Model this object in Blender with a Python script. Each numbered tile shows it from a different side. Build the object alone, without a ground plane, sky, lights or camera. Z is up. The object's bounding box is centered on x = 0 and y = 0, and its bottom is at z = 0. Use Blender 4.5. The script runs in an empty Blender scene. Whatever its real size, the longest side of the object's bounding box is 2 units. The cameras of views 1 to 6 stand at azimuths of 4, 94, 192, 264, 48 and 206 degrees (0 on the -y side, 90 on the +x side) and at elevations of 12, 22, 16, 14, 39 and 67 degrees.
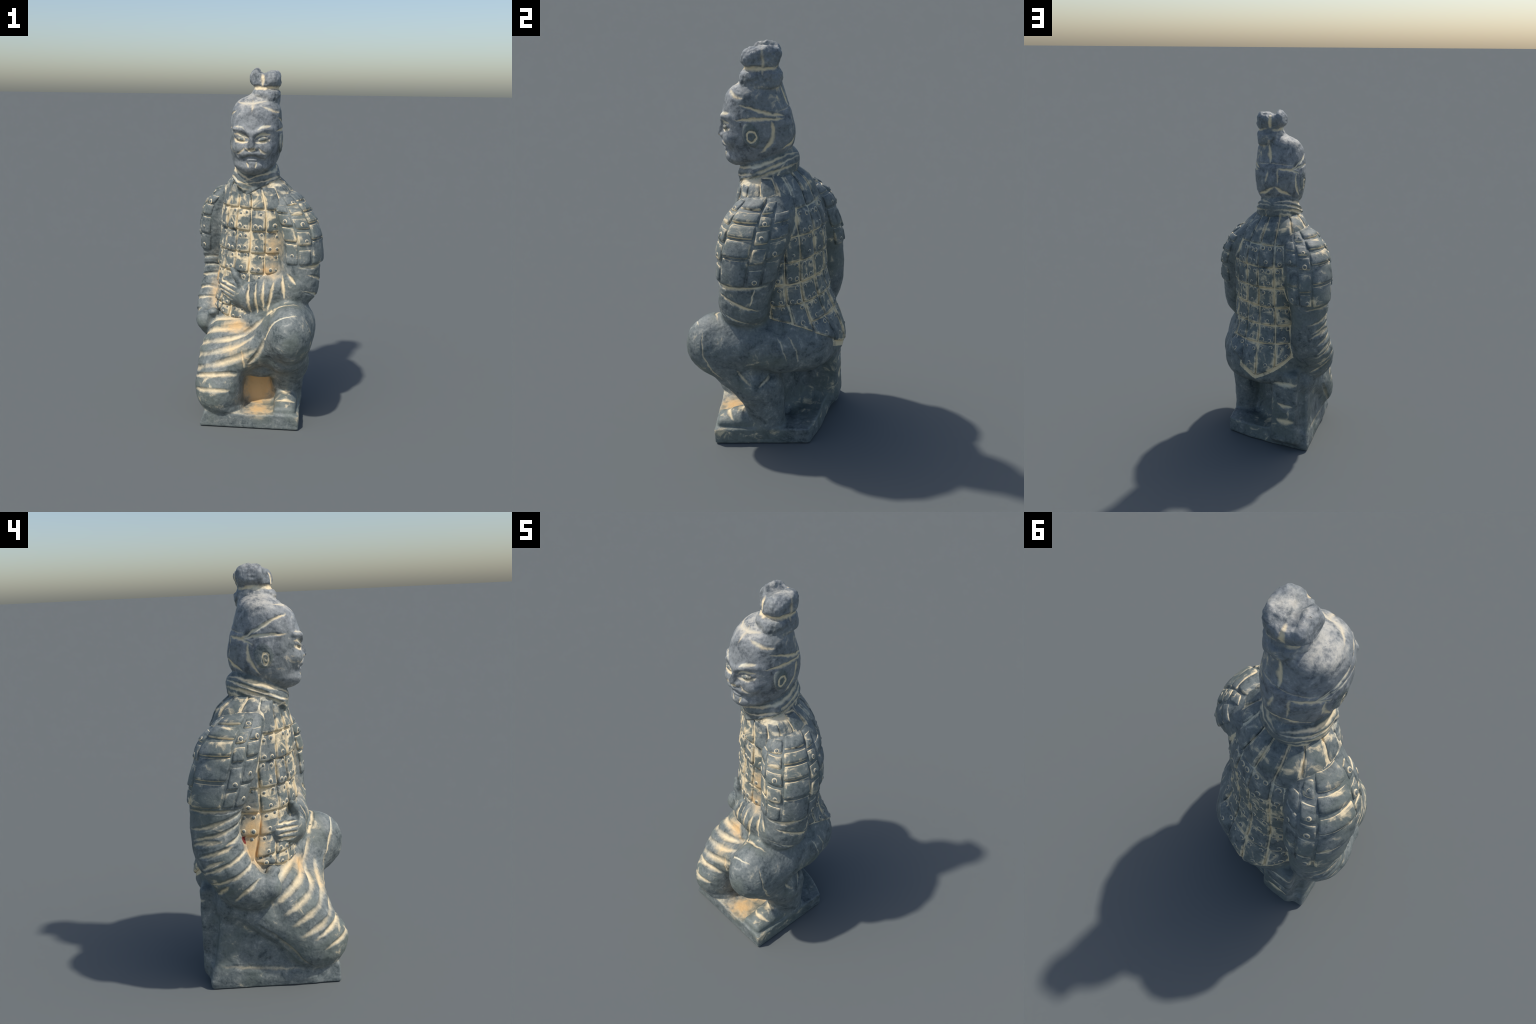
import bpy, bmesh, math, random
import numpy as np
from mathutils import Vector, Matrix, Euler
from mathutils.bvhtree import BVHTree

# =====================================================================
#  A kneeling clay soldier.  The body is a smooth union of simple solids
#  (lofts, limbs, ellipsoids), meshed once, then split into parts.
# =====================================================================
V3 = lambda *a: np.array(a, dtype=np.float64)

def smin(a, b, k):
    h = np.maximum(k - np.abs(a - b), 0.0) / k
    return np.minimum(a, b) - h * h * k * 0.25

def unit(v):
    v = np.asarray(v, float)
    return v / np.linalg.norm(v)

class Loft:
    """stack of ellipses along z: rows of (z, centre x, centre y, half x, half y)"""
    def __init__(s, rows, yaw=0.0, power=2.0, shear=0.0):
        s.r = np.array(rows, float); s.r = s.r[np.argsort(s.r[:, 0])]
        s.yaw = math.radians(yaw); s.power = power; s.shear = shear
        z = s.r[:, 0]
        s.fz = np.linspace(z[0], z[-1], 200)
        s.f = []
        for c in range(1, 5):                      # smooth (cubic Hermite) interpolation
            y = s.r[:, c]; m = np.gradient(y, z)
            i = np.clip(np.searchsorted(z, s.fz) - 1, 0, len(z) - 2)
            h = z[i + 1] - z[i]; t = (s.fz - z[i]) / h
            s.f.append((2*t**3 - 3*t**2 + 1)*y[i] + (t**3 - 2*t**2 + t)*h*m[i] + (3*t**2 - 2*t**3)*y[i+1] + (t**3 - t**2)*h*m[i+1])
        m = max(s.r[:, 3].max(), s.r[:, 4].max())
        t = abs(shear) * 0.25
        s.lo = V3(s.r[:, 1].min() - m, s.r[:, 2].min() - m, z[0] - t); s.hi = V3(s.r[:, 1].max() + m, s.r[:, 2].max() + m, z[-1] + t)
    def __call__(s, P):
        if s.shear: P = P - np.outer(P[:, 1] * s.shear, (0, 0, 1))
        z = np.clip(P[:, 2], s.fz[0], s.fz[-1])
        cx, cy, a, b = [np.interp(z, s.fz, f) for f in s.f]
        x = P[:, 0] - cx; y = P[:, 1] - cy
        if s.yaw:
            c, n = math.cos(s.yaw), math.sin(s.yaw)
            x, y = c * x + n * y, -n * x + c * y
        if s.power == 2.0:
            k0 = np.sqrt((x/a)**2 + (y/b)**2) + 1e-9
            k1 = np.sqrt((x/a/a)**2 + (y/b/b)**2) + 1e-9
            d = k0 * (k0 - 1) / k1
        else:
            p = s.power
            u, v = np.abs(x/a) + 1e-6, np.abs(y/b) + 1e-6
            k0 = (u**p + v**p)**(1/p)
            g = np.sqrt((u**(p-1)/a)**2 + (v**(p-1)/b)**2) * k0**(1-p)
            d = (k0 - 1) / np.maximum(g, 1e-6)
        e = np.maximum(s.fz[0] - P[:, 2], P[:, 2] - s.fz[-1])
        return np.where(e > -0.02, -smin(-d, -e, 0.02), np.maximum(d, e))

class Limb:
    """chain of round cones through (x, y, z, radius); squash scales one axis"""
    def __init__(s, pts, squash=None, amount=1.0, k=0.02):
        s.p = np.array(pts, float); s.k = k
        s.M = np.eye(3)
        if squash is not None:
            n = unit(squash); s.M = np.eye(3) + (1/amount - 1) * np.outer(n, n)
        s.am = amount
        r = s.p[:, 3].max() * max(1, amount)
        s.lo = s.p[:, :3].min(0) - r; s.hi = s.p[:, :3].max(0) + r
    def __call__(s, P):
        Q = P @ s.M.T; C = s.p[:, :3] @ s.M.T; d = None
        for i in range(len(C) - 1):
            ab = C[i+1] - C[i]
            t = np.clip((Q - C[i]) @ ab / (ab @ ab), 0, 1)
            e = np.linalg.norm(Q - C[i] - t[:, None] * ab, axis=1) - (s.p[i, 3] + t * (s.p[i+1, 3] - s.p[i, 3]))
            d = e if d is None else smin(d, e, s.k)
        return d * min(1.0, s.am)

class Ell:
    """rotated ellipsoid"""
    def __init__(s, c, r, rot=(0, 0, 0)):
        s.c = V3(*c); s.r = V3(*r)
        s.R = np.array(Euler([math.radians(a) for a in rot]).to_matrix())
        m = max(r); s.lo = s.c - m; s.hi = s.c + m
    def __call__(s, P):
        q = (P - s.c) @ s.R
        k0 = np.linalg.norm(q / s.r, axis=1) + 1e-9
        k1 = np.linalg.norm(q / s.r / s.r, axis=1) + 1e-9
        return k0 * (k0 - 1) / k1

class Prism:
    """convex polygon (counter-clockwise) in xy between z0 and z1; lean tilts the walls"""
    def __init__(s, poly, z0, z1, rnd=0.02, lean=0.0):                    # lean: one value or one per wall
        s.p = np.array(poly, float); s.z = (z0, z1); s.rnd = rnd; s.lean = lean if isinstance(lean, (list, tuple)) else [lean] * len(poly)
        s.lo = V3(*s.p.min(0), z0) - 0.03; s.hi = V3(*s.p.max(0), z1) + 0.03
    def __call__(s, P):
        d = np.full(len(P), -1e3)
        n = len(s.p)
        zz = P[:, 2] - s.z[0]
        for i in range(n):
            a, b = s.p[i], s.p[(i+1) % n]; e = unit(b - a)
            q = (P[:, 0] - a[0]) * e[1] - (P[:, 1] - a[1]) * e[0] + s.lean[i] * zz
            d = -smin(-d, -q, s.rnd)
        for q in (s.z[0] - P[:, 2], P[:, 2] - s.z[1]):
            d = -smin(-d, -q, s.rnd)
        return d

# ---------------------------------------------------------------- solids
# (part, solid, blend radius); blend 'cut' solids are carved away
SOLIDS = []
def add(part, solid, k=0.02): SOLIDS.append((part, solid, k))
CUTS = []
LATE = []

BASE = [(-0.305, -0.289), (0.262, -0.299), (0.262, 0.195), (0.10, 0.266), (-0.259, 0.337)]
add('plinth', Prism(BASE, 0.0, 0.088, 0.012, lean=(0, 0, 0.05, 0.15, 0.30)))
add('plinth', Prism([(-0.292, -0.15), (0.02, -0.09), (0.17, -0.02), (0.115, 0.06), (-0.035, 0.185), (-0.262, 0.335)], 0.03, 0.42, 0.03, lean=(0.15, 0.15, 0.15, 0.15, 0.12, 0.06)), 0.05)
add('foot_r', Prism([(-0.205, 0.2), (-0.05, 0.2), (-0.04, 0.348), (-0.20, 0.378)], 0.05, 0.50, 0.03), 0.08)

add('torso', Loft([
    (1.43, -0.017, 0.03, 0.09, 0.10), (1.39, -0.017, 0.04, 0.136, 0.125), (1.34, -0.010, 0.06, 0.190, 0.148), (1.28, 0.003, 0.066, 0.208, 0.165),
    (1.20, 0.008, 0.075, 0.225, 0.187), (1.10, 0.009, 0.082, 0.230, 0.194), (0.98, 0.004, 0.081, 0.232, 0.195),
    (0.85, 0.0, 0.081, 0.235, 0.198), (0.72, -0.006, 0.10, 0.232, 0.210), (0.60, -0.008, 0.128, 0.235, 0.232), (0.52, -0.005, 0.150, 0.225, 0.225), (0.44, 0.0, 0.165, 0.19, 0.2), (0.41, 0.0, 0.165, 0.15, 0.16)], yaw=-34, power=2.2), 0.03)

add('arm_r', Loft([(1.35, -0.11, 0.10, 0.05, 0.06), (1.31, -0.155, 0.13, 0.09, 0.095), (1.28, -0.178, 0.152, 0.100, 0.115), (1.22, -0.210, 0.192, 0.112, 0.141), (1.12, -0.228, 0.218, 0.124, 0.147), (1.0, -0.240, 0.252, 0.120, 0.142),
    (0.9, -0.252, 0.273, 0.103, 0.122), (0.8, -0.255, 0.284, 0.095, 0.116), (0.7, -0.264, 0.266, 0.102, 0.126), (0.62, -0.272, 0.232, 0.109, 0.136),
    (0.53, -0.265, 0.175, 0.108, 0.138), (0.46, -0.265, 0.15, 0.085, 0.12), (0.415, -0.26, 0.14, 0.05, 0.08)], power=2.0, yaw=-22), 0.045)
add('arm_l', Loft([(1.34, 0.09, 0.05, 0.05, 0.07), (1.31, 0.12, 0.035, 0.085, 0.11), (1.28, 0.150, 0.015, 0.096, 0.132), (1.22, 0.186, -0.010, 0.110, 0.160), (1.12, 0.226, -0.040, 0.122, 0.165), (1.0, 0.244, -0.069, 0.121, 0.146),
    (0.9, 0.242, -0.085, 0.117, 0.133), (0.8, 0.242, -0.1, 0.113, 0.122), (0.74, 0.225, -0.1, 0.108, 0.112), (0.69, 0.195, -0.1, 0.08, 0.085), (0.66, 0.18, -0.1, 0.05, 0.05)], power=2.0), 0.03)
add('arm_l', Limb([(0.2, -0.1, 0.755, 0.09), (0.06, -0.118, 0.74, 0.09), (-0.025, -0.11, 0.728, 0.085)], squash=(0, 1, 0), amount=0.85), 0.02)
add('arm_l', Limb([(0.2, -0.115, 0.80, 0.10), (0.08, -0.116, 0.765, 0.095)]), 0.03)
add('hand_l', Limb([(-0.02, -0.105, 0.735, 0.068), (-0.10, -0.078, 0.737, 0.078), (-0.158, -0.03, 0.757, 0.068)], squash=(-0.5, -0.85, 0), amount=0.6), 0.015)
add('hand_r', Ell((-0.262, 0.022, 0.588), (0.03, 0.032, 0.024)), 0.015)
add('hand_r', Ell((-0.315, 0.05, 0.53), (0.055, 0.06, 0.06)), 0.03)

# left leg, knee raised
add('leg_l', Ell((0.198, -0.24, 0.558), (0.132, 0.168, 0.165)), 0.03)
add('leg_l', Limb([(0.195, -0.13, 0.58, 0.145), (0.162, 0.06, 0.545, 0.15), (0.135, 0.17, 0.525, 0.145)]), 0.05)
add('leg_l', Limb([(0.190, -0.215, 0.5, 0.118), (0.198, -0.085, 0.335, 0.108), (0.18, -0.05, 0.2, 0.085), (0.18, -0.03, 0.1, 0.08)]), 0.04)
add('leg_l', Ell((0.168, -0.165, 0.385), (0.095, 0.115, 0.075)), 0.04)
add('leg_l', Limb([(0.195, -0.015, 0.32, 0.085), (0.188, -0.015, 0.13, 0.08)]), 0.03)
add('foot_l', Prism([(0.117, -0.285), (0.243, -0.285), (0.245, -0.02), (0.12, -0.02)], 0.05, 0.128, 0.03), 0.012)
add('foot_l', Ell((0.181, -0.13, 0.115), (0.062, 0.13, 0.055)), 0.02)
# right leg, kneeling
add('leg_r', Loft([(0.065, -0.18, -0.18, 0.09, 0.08), (0.09, -0.18, -0.18, 0.12, 0.12), (0.13, -0.195, -0.165, 0.132, 0.163), (0.2, -0.198, -0.155, 0.138, 0.188), (0.3, -0.19, -0.115, 0.143, 0.185), (0.38, -0.172, -0.07, 0.13, 0.15)], power=2.0), 0.03)
add('leg_r', Loft([(0.27, -0.19, -0.11, 0.12, 0.15), (0.33, -0.176, -0.10, 0.150, 0.172), (0.4, -0.158, -0.07, 0.168, 0.158), (0.5, -0.125, -0.020, 0.155, 0.14), (0.57, -0.10, 0.02, 0.14, 0.12)], power=2.4), 0.03)
add('leg_r', Limb([(-0.25, -0.15, 0.20, 0.085), (-0.238, 0.05, 0.345, 0.085), (-0.205, 0.22, 0.42, 0.08)]), 0.03)
add('skirt', Ell((0.03, -0.08, 0.315), (0.13, 0.11, 0.08)), 0.04)
add('skirt', Limb([(-0.13, -0.16, 0.37, 0.10), (0.03, -0.18, 0.44, 0.09), (0.13, -0.2, 0.53, 0.10)]), 0.05)
add('skirt', Limb([(-0.10, -0.02, 0.52, 0.09), (0.03, -0.09, 0.565, 0.085), (0.14, -0.13, 0.60, 0.10)]), 0.05)

# neck, head, hair
add('collar', Loft([(1.48, -0.02, 0.03, 0.10, 0.105), (1.44, -0.018, 0.03, 0.124, 0.14), (1.38, -0.016, 0.035, 0.132, 0.146), (1.34, -0.02, 0.03, 0.12, 0.13), (1.31, -0.03, 0, 0.09, 0.09)], shear=0.28), 0.01)
add('collar', Limb([(0.105, -0.030, 1.410, 0.017), (0.045, -0.077, 1.366, 0.019), (-0.020, -0.092, 1.333, 0.018), (-0.055, -0.086, 1.312, 0.013)]), 0.008)
add('collar', Limb([(-0.140, -0.010, 1.400, 0.016), (-0.105, -0.064, 1.368, 0.017), (-0.072, -0.085, 1.335, 0.015)]), 0.008)
add('head', Loft([(1.42, -0.03, -0.08, 0.05, 0.05), (1.46, -0.025, -0.04, 0.10, 0.128), (1.5, -0.021, -0.012, 0.122, 0.155), (1.56, -0.018, -0.008, 0.136, 0.175),
    (1.62, -0.016, -0.009, 0.141, 0.175), (1.68, -0.015, -0.013, 0.142, 0.165), (1.73, -0.016, -0.014, 0.138, 0.149), (1.78, -0.014, -0.01, 0.130, 0.13), (1.82, -0.01, 0.008, 0.106, 0.10), (1.85, 0.005, 0.02, 0.065, 0.07), (1.87, 0.02, 0.02, 0.05, 0.05)], yaw=-16), 0.01)
add('topknot', Loft([(1.80, 0.04, 0.02, 0.072, 0.09), (1.86, 0.035, 0.02, 0.077, 0.097), (1.892, 0.033, 0.022, 0.071, 0.078), (1.92, 0.03, 0.027, 0.080, 0.086), (1.955, 0.03, 0.03, 0.082, 0.085), (1.972, 0.03, 0.032, 0.074, 0.078)], power=2.4), 0.01)
add('topknot', Loft([(1.89, 0.060, 0.020, 0.046, 0.072), (1.93, 0.062, 0.020, 0.049, 0.083), (1.965, 0.062, 0.022, 0.046, 0.076), (1.984, 0.060, 0.024, 0.036, 0.058)], power=2.6), 0.02)
add('topknot', Ell((-0.022, 0.045, 1.955), (0.030, 0.066, 0.046), (0, 12, 0)), 0.02)
CUTS.append((Prism([(-0.055, -0.32), (0.075, -0.32), (0.085, -0.085), (-0.05, -0.085)], 0.094, 0.245, 0.03), 0.02))
CUTS.append((Ell((0.016, -0.03, 1.995), (0.020, 0.10, 0.026)), 0.03))
CUTS.append((Ell((-0.040, -0.060, 1.955), (0.042, 0.048, 0.052)), 0.02))

# left hand: thumb;  face, ears
add('hand_l', Limb([(-0.085, -0.118, 0.80, 0.022), (-0.115, -0.108, 0.845, 0.019), (-0.138, -0.095, 0.878, 0.013)]), 0.015)
add('ear_l', Ell((0.118, -0.028, 1.598), (0.016, 0.046, 0.058), (0, 0, 8)), 0.012)
add('ear_r', Ell((-0.150, 0.012, 1.588), (0.013, 0.042, 0.055), (0, 0, -8)), 0.014)
FX = -0.029                                            # middle of the face
add('head', Limb([(FX, -0.170, 1.648, 0.012), (FX, -0.182, 1.60, 0.013), (FX, -0.190, 1.577, 0.016)]), 0.016)
for sx in (-1, 1):
    add('head', Ell((FX + sx * 0.019, -0.177, 1.571), (0.018, 0.018, 0.013)), 0.010)
    add('head', Limb([(FX + sx * 0.016, -0.178, 1.646, 0.008), (FX + sx * 0.055, -0.167, 1.668, 0.010), (FX + sx * 0.10, -0.131, 1.672, 0.008)]), 0.018)
    add('head', Limb([(FX + sx * 0.008, -0.180, 1.545, 0.011), (FX + sx * 0.040, -0.165, 1.540, 0.013), (FX + sx * 0.068, -0.147, 1.522, 0.009)]), 0.010)
    add('head', Ell((FX + sx * 0.062, -0.138, 1.568), (0.04, 0.034, 0.034)), 0.03)
add('head', Ell((FX + 0.002, -0.164, 1.507), (0.030, 0.014, 0.008)), 0.008)
add('head', Ell((FX + 0.002, -0.160, 1.491), (0.024, 0.014, 0.008)), 0.008)
add('head', Ell((FX, -0.142, 1.464), (0.048, 0.028, 0.03)), 0.03)
for sx in (-1, 1):
    CUTS.append((Ell((FX + sx * 0.057, -0.190, 1.622), (0.044, 0.027, 0.026), (0, sx * -13, 0)), 0.018))
CUTS.append((Ell((0.138, -0.036, 1.588), (0.009, 0.011, 0.016)), 0.005))
CUTS.append((Ell((-0.168, 0.004, 1.572), (0.009, 0.009, 0.016)), 0.005))
CUTS.append((Ell((FX + 0.002, -0.190, 1.524), (0.03, 0.02, 0.006)), 0.008))

def near(P, s, m, box):
    """points of P (bounds: box) close enough to the solid s to feel it"""
    if np.any(box[0] > s.hi + m) or np.any(box[1] < s.lo - m): return ()
    x, y, z = P.T
    return np.nonzero((z > s.lo[2]-m) & (z < s.hi[2]+m) & (x > s.lo[0]-m) & (x < s.hi[0]+m) & (y > s.lo[1]-m) & (y < s.hi[1]+m))[0]

def field(P, parts=False):
    """smooth union of all solids at points P (n, 3)"""
    if len(P) > 9000:                                # work through the height in slabs
        o = np.argsort(P[:, 2], kind='stable'); d = np.empty(len(P)); w = np.zeros(len(P), np.int16)
        for i in range(0, len(P), 8000):
            c = o[i:i+8000]
            if parts: d[c], w[c] = field(P[c], True)
            else: d[c] = field(P[c])
        return (d, w) if parts else d
    P = np.asfortranarray(P); box = [np.array([f(P[:, i]) for i in range(3)]) for f in (np.min, np.max)]
    d = np.full(len(P), 0.2); best = np.full(len(P), 0.2); who = np.zeros(len(P), np.int16)
    for i, (part, s, k) in enumerate(SOLIDS):
        idx = near(P, s, 0.04, box)
        if not len(idx): continue
        e = s(P[idx])
        d[idx] = smin(d[idx], e, k)
        if parts:
            b = e < best[idx]; best[idx[b]] = e[b]; who[idx[b]] = i
    for s, k in CUTS:
        idx = near(P, s, 0.03, box)
        if len(idx): d[idx] = -smin(-d[idx], s(P[idx]), k)
    for s, k in LATE:
        idx = near(P, s, 0.03, box)
        if len(idx): d[idx] = smin(d[idx], s(P[idx]), k)
    return (d, who) if parts else d

def surface_nets(f, lo, hi, h):
    n = (np.ceil((hi - lo) / h / 4).astype(int)) * 4
    ax = [lo[i] + h * np.arange(n[i]) for i in range(3)]
    # coarse pass first: only blocks near the surface are evaluated finely
    cx = [a.reshape(-1, 4).mean(1) for a in ax]
    C = f(np.stack(np.meshgrid(*cx, indexing='ij'), -1).reshape(-1, 3)).reshape(n // 4)
    D = C.repeat(4, 0).repeat(4, 1).repeat(4, 2)
    I = np.nonzero(np.abs(D) < 0.05)
    D[I] = f(np.stack([ax[i][I[i]] for i in range(3)], -1))
    cell = np.zeros(n - 1, np.int32); acc = np.zeros(tuple(n - 1) + (3,)); cnt = np.zeros(n - 1)
    S = D < 0
    c8 = [(i, j, k) for i in (0, 1) for j in (0, 1) for k in (0, 1)]
    sub = lambda A, o: A[o[0]:n[0]-1+o[0], o[1]:n[1]-1+o[1], o[2]:n[2]-1+o[2]]
    for a in c8:
        for x in range(3):
            if a[x]: continue
            b = tuple(a[i] + (i == x) for i in range(3))
            Da, Db = sub(D, a), sub(D, b)
            m = (Da < 0) != (Db < 0)
            t = np.where(m, Da / np.where(m, Da - Db, 1), 0)
            for y in range(3):
                acc[..., y] += m * (a[y] + (t if y == x else 0))
            cnt += m
    on = cnt > 0
    cell[on] = np.arange(on.sum())
    verts = lo + h * (np.stack(np.nonzero(on), -1) + acc[on] / cnt[on][:, None])
    quads = []
    for x in range(3):
        y, z = (x + 1) % 3, (x + 2) % 3
        sl = [slice(1, n[i] - 1) for i in range(3)]; sl[x] = slice(0, n[x] - 1)
        s2 = list(sl); s2[x] = slice(1, n[x])
        A, B = S[tuple(sl)], S[tuple(s2)]
        I = np.stack(np.nonzero(A != B), -1)
        flip = A[tuple(I.T)]
        I = I + [0 if i == x else 1 for i in range(3)]
        def c(dy, dz):
            J = I.copy(); J[:, y] += dy; J[:, z] += dz
            return cell[tuple(J.T)]
        q = np.stack([c(-1, -1), c(0, -1), c(0, 0), c(-1, 0)], -1)
        q[~flip] = q[~flip][:, ::-1]
        quads.append(q)
    return verts, np.concatenate(quads)

TETRA = np.array([(1, -1, -1), (-1, -1, 1), (-1, 1, -1), (1, 1, 1)], float)
def gradient(P, f, e=0.002):
    return sum(f(P + e * t)[:, None] * t for t in TETRA) / (4 * e)

def subdivide(v, q):
    """split every quad in four (linear)"""
    e = np.sort(np.stack([q, np.roll(q, -1, 1)], -1).reshape(-1, 2), 1)
    key = e[:, 0].astype(np.int64) * len(v) + e[:, 1]
    u, inv = np.unique(key, return_inverse=True)
    ev = (v[u // len(v)] + v[u % len(v)]) / 2
    fv = v[q].mean(1)
    E = len(v) + inv.reshape(-1, 4); F = (len(v) + len(u) + np.arange(len(q)))
    out = np.concatenate([np.stack([q[:, i], E[:, i], F, E[:, i-1]], -1) for i in range(4)])
    return np.concatenate([v, ev, fv]), out

def project(v, f, it=3):
    for _ in range(it):
        F4 = [f(v + 0.002 * t) for t in TETRA]
        g = sum(a[:, None] * t for a, t in zip(F4, TETRA)) / 0.008; l = np.linalg.norm(g, axis=1, keepdims=True) + 1e-6
        v = v - np.clip(sum(F4)[:, None] / 4 / l, -0.006, 0.006) * g / l
    return v

def relax(v, q, it=1, w=0.5):
    e = np.stack([q, np.roll(q, -1, 1)], -1).reshape(-1, 2)
    for _ in range(it):
        s = np.zeros_like(v); c = np.zeros(len(v))
        for a, b in ((0, 1), (1, 0)):
            for x in range(3): s[:, x] += np.bincount(e[:, a], v[e[:, b], x], len(v))
            c += np.bincount(e[:, a], minlength=len(v))
        v = v + w * (s / c[:, None] - v)
    return v

# =====================================================================
#  Relief: creases (bowed, lens-shaped grooves through three points A, M, B)
#  The same formula carves the mesh and, in the materials, lays pale dust in.
# =====================================================================
class Crease:
    def __init__(s, A, M, B, w=0.007, depth=0.006, spread=2.0, dust=1.0):
        A, M, B = V3(*A), V3(*M), V3(*B)
        s.x = unit(B - A); s.L = np.linalg.norm(B - A) / 2 * 1.05
        n = gradient(M[None], field)[0]; n -= s.x * (n @ s.x); s.n = unit(n)
        s.y = np.cross(s.n, s.x)
        C = (A + B) / 2; sag = (M - C) @ s.n
        s.c = C + s.n * sag * 0.5; s.g = max(0.035, abs(sag) * 0.5 + 0.03)
        s.w = w; s.bow = (M - C) @ s.y / w
        s.depth = depth; s.spread = spread; s.dust = dust
        r = s.L + 0.06; s.lo = s.c - r; s.hi = s.c + r
    def local(s, P):
        q = P - s.c
        return q @ s.x / s.L, q @ s.y / s.w, q @ s.n / s.g
    def __call__(s, P):
        x, y, z = s.local(P)
        y = (y - s.bow * (1 - x * x)) / s.spread
        return np.maximum(0, 1 - y * y - x**4 - z**4)
    def euler(s):
        return Matrix([[s.x[i], s.y[i], s.n[i]] for i in range(3)]).to_euler()

class Ring:
    """oval ring mark (ear, button): centre, radii along two tangent axes"""
    def __init__(s, c, r1, r2, up=(0, 0, 1), w=0.25, depth=0.004, dust=1.0):
        s.c = V3(*c); n = unit(gradient(s.c[None], field)[0])
        s.y = unit(V3(*up) - n * (V3(*up) @ n)); s.x = np.cross(s.y, n); s.n = n
        s.r = (r1, r2); s.w = w; s.depth = depth; s.dust = dust; s.g = 0.03
        s.lo = s.c - 0.1; s.hi = s.c + 0.1
    def __call__(s, P):
        q = P - s.c
        rho = np.sqrt((q @ s.x / s.r[0])**2 + (q @ s.y / s.r[1])**2)
        return np.maximum(0, 1 - ((rho - 1) / s.w / 1.4)**2 - (q @ s.n / s.g)**4)
    def euler(s):
        return Matrix([[s.x[i], s.y[i], s.n[i]] for i in range(3)]).to_euler()

CREASES = {}
def crease(part, *pts, **kw):
    CREASES.setdefault(part, []).append(Crease(*pts, **kw))

# folds of the hanging sleeve
F = dict(w=0.0070, depth=0.010, spread=2.5)
crease('arm_r', (-0.286, 0.390, 0.828), (-0.351, 0.294, 0.856), (-0.245, 0.150, 0.900), **F)
crease('arm_r', (-0.300, 0.382, 0.781), (-0.351, 0.284, 0.807), (-0.235, 0.160, 0.845), **F)
crease('arm_r', (-0.324, 0.362, 0.702), (-0.361, 0.289, 0.725), (-0.342, 0.214, 0.749), **F)
crease('arm_r', (-0.350, 0.240, 0.761), (-0.314, 0.190, 0.775), (-0.252, 0.156, 0.795), **F)
crease('arm_r', (-0.316, 0.350, 0.623), (-0.375, 0.254, 0.662), (-0.262, 0.135, 0.725), **F)
crease('arm_r', (-0.320, 0.320, 0.560), (-0.383, 0.224, 0.604), (-0.265, 0.090, 0.665), **F)
crease('arm_r', (-0.352, 0.204, 0.487), (-0.380, 0.153, 0.545), (-0.347, 0.092, 0.582), **F)
crease('arm_r', (-0.290, 0.385, 0.750), (-0.335, 0.345, 0.770), (-0.360, 0.270, 0.778), **F)
crease('arm_r', (-0.318, 0.348, 0.640), (-0.352, 0.323, 0.665), (-0.371, 0.261, 0.690), w=0.006, depth=0.006)
crease('arm_r', (-0.279, 0.291, 0.493), (-0.329, 0.270, 0.525), (-0.365, 0.240, 0.570), **F)
crease('arm_r', (-0.250, 0.392, 0.915), (-0.345, 0.320, 0.920), (-0.330, 0.175, 0.918), w=0.006, depth=0.010, spread=1.8, dust=0.8)
# bent sleeve
crease('arm_l', (0.301, -0.200, 0.882), (0.356, -0.126, 0.847), (0.341, -0.035, 0.804), w=0.006, depth=0.007)
crease('arm_l', (0.260, -0.205, 0.790), (0.338, -0.134, 0.754), (0.294, -0.049, 0.705), w=0.006, depth=0.007)
crease('arm_l', (0.355, -0.035, 0.918), (0.356, -0.047, 0.881), (0.356, -0.059, 0.845), w=0.004, depth=0.003)
crease('arm_l', (0.250, -0.215, 0.925), (0.355, -0.100, 0.928), (0.325, 0.015, 0.925), w=0.008, depth=0.010, spread=1.6)
G = dict(w=0.007, depth=0.009, spread=1.9)
crease('arm_l', (-0.036, -0.150, 0.805), (-0.044, -0.184, 0.735), (-0.026, -0.150, 0.645), **G)
crease('arm_l', (0.006, -0.160, 0.815), (0.000, -0.190, 0.740), (0.012, -0.150, 0.645), **G)
crease('arm_l', (0.052, -0.170, 0.825), (0.044, -0.194, 0.760), (0.049, -0.190, 0.690), **G)
crease('arm_l', (0.102, -0.180, 0.830), (0.091, -0.197, 0.767), (0.070, -0.190, 0.684), **G)
crease('arm_l', (0.153, -0.184, 0.865), (0.158, -0.196, 0.809), (0.166, -0.199, 0.749), **G)
crease('arm_l', (0.178, -0.200, 0.882), (0.199, -0.213, 0.862), (0.221, -0.220, 0.837), **G)
# folds fanning over the lap to the kneeling leg
K = dict(w=0.012, depth=0.010, spread=2.2)
crease('leg_r', (-0.285, 0.009, 0.530), (-0.187, -0.055, 0.570), (-0.081, -0.105, 0.563), **K)
crease('leg_r', (-0.314, 0.010, 0.458), (-0.205, -0.115, 0.525), (-0.050, -0.118, 0.542), **K)
crease('leg_r', (-0.328, -0.020, 0.400), (-0.195, -0.165, 0.470), (-0.021, -0.140, 0.525), **K)
crease('leg_r', (-0.330, -0.060, 0.342), (-0.190, -0.215, 0.425), (-0.010, -0.200, 0.510), **K)
crease('leg_r', (-0.335, -0.105, 0.285), (-0.182, -0.262, 0.372), (-0.005, -0.260, 0.460), **K)
crease('leg_r', (-0.330, -0.170, 0.262), (-0.213, -0.288, 0.312), (-0.085, -0.275, 0.330), w=0.009, depth=0.012, spread=2.0)
crease('leg_r', (-0.322, -0.215, 0.200), (-0.221, -0.330, 0.235), (-0.130, -0.330, 0.238), w=0.008, depth=0.007)
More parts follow.
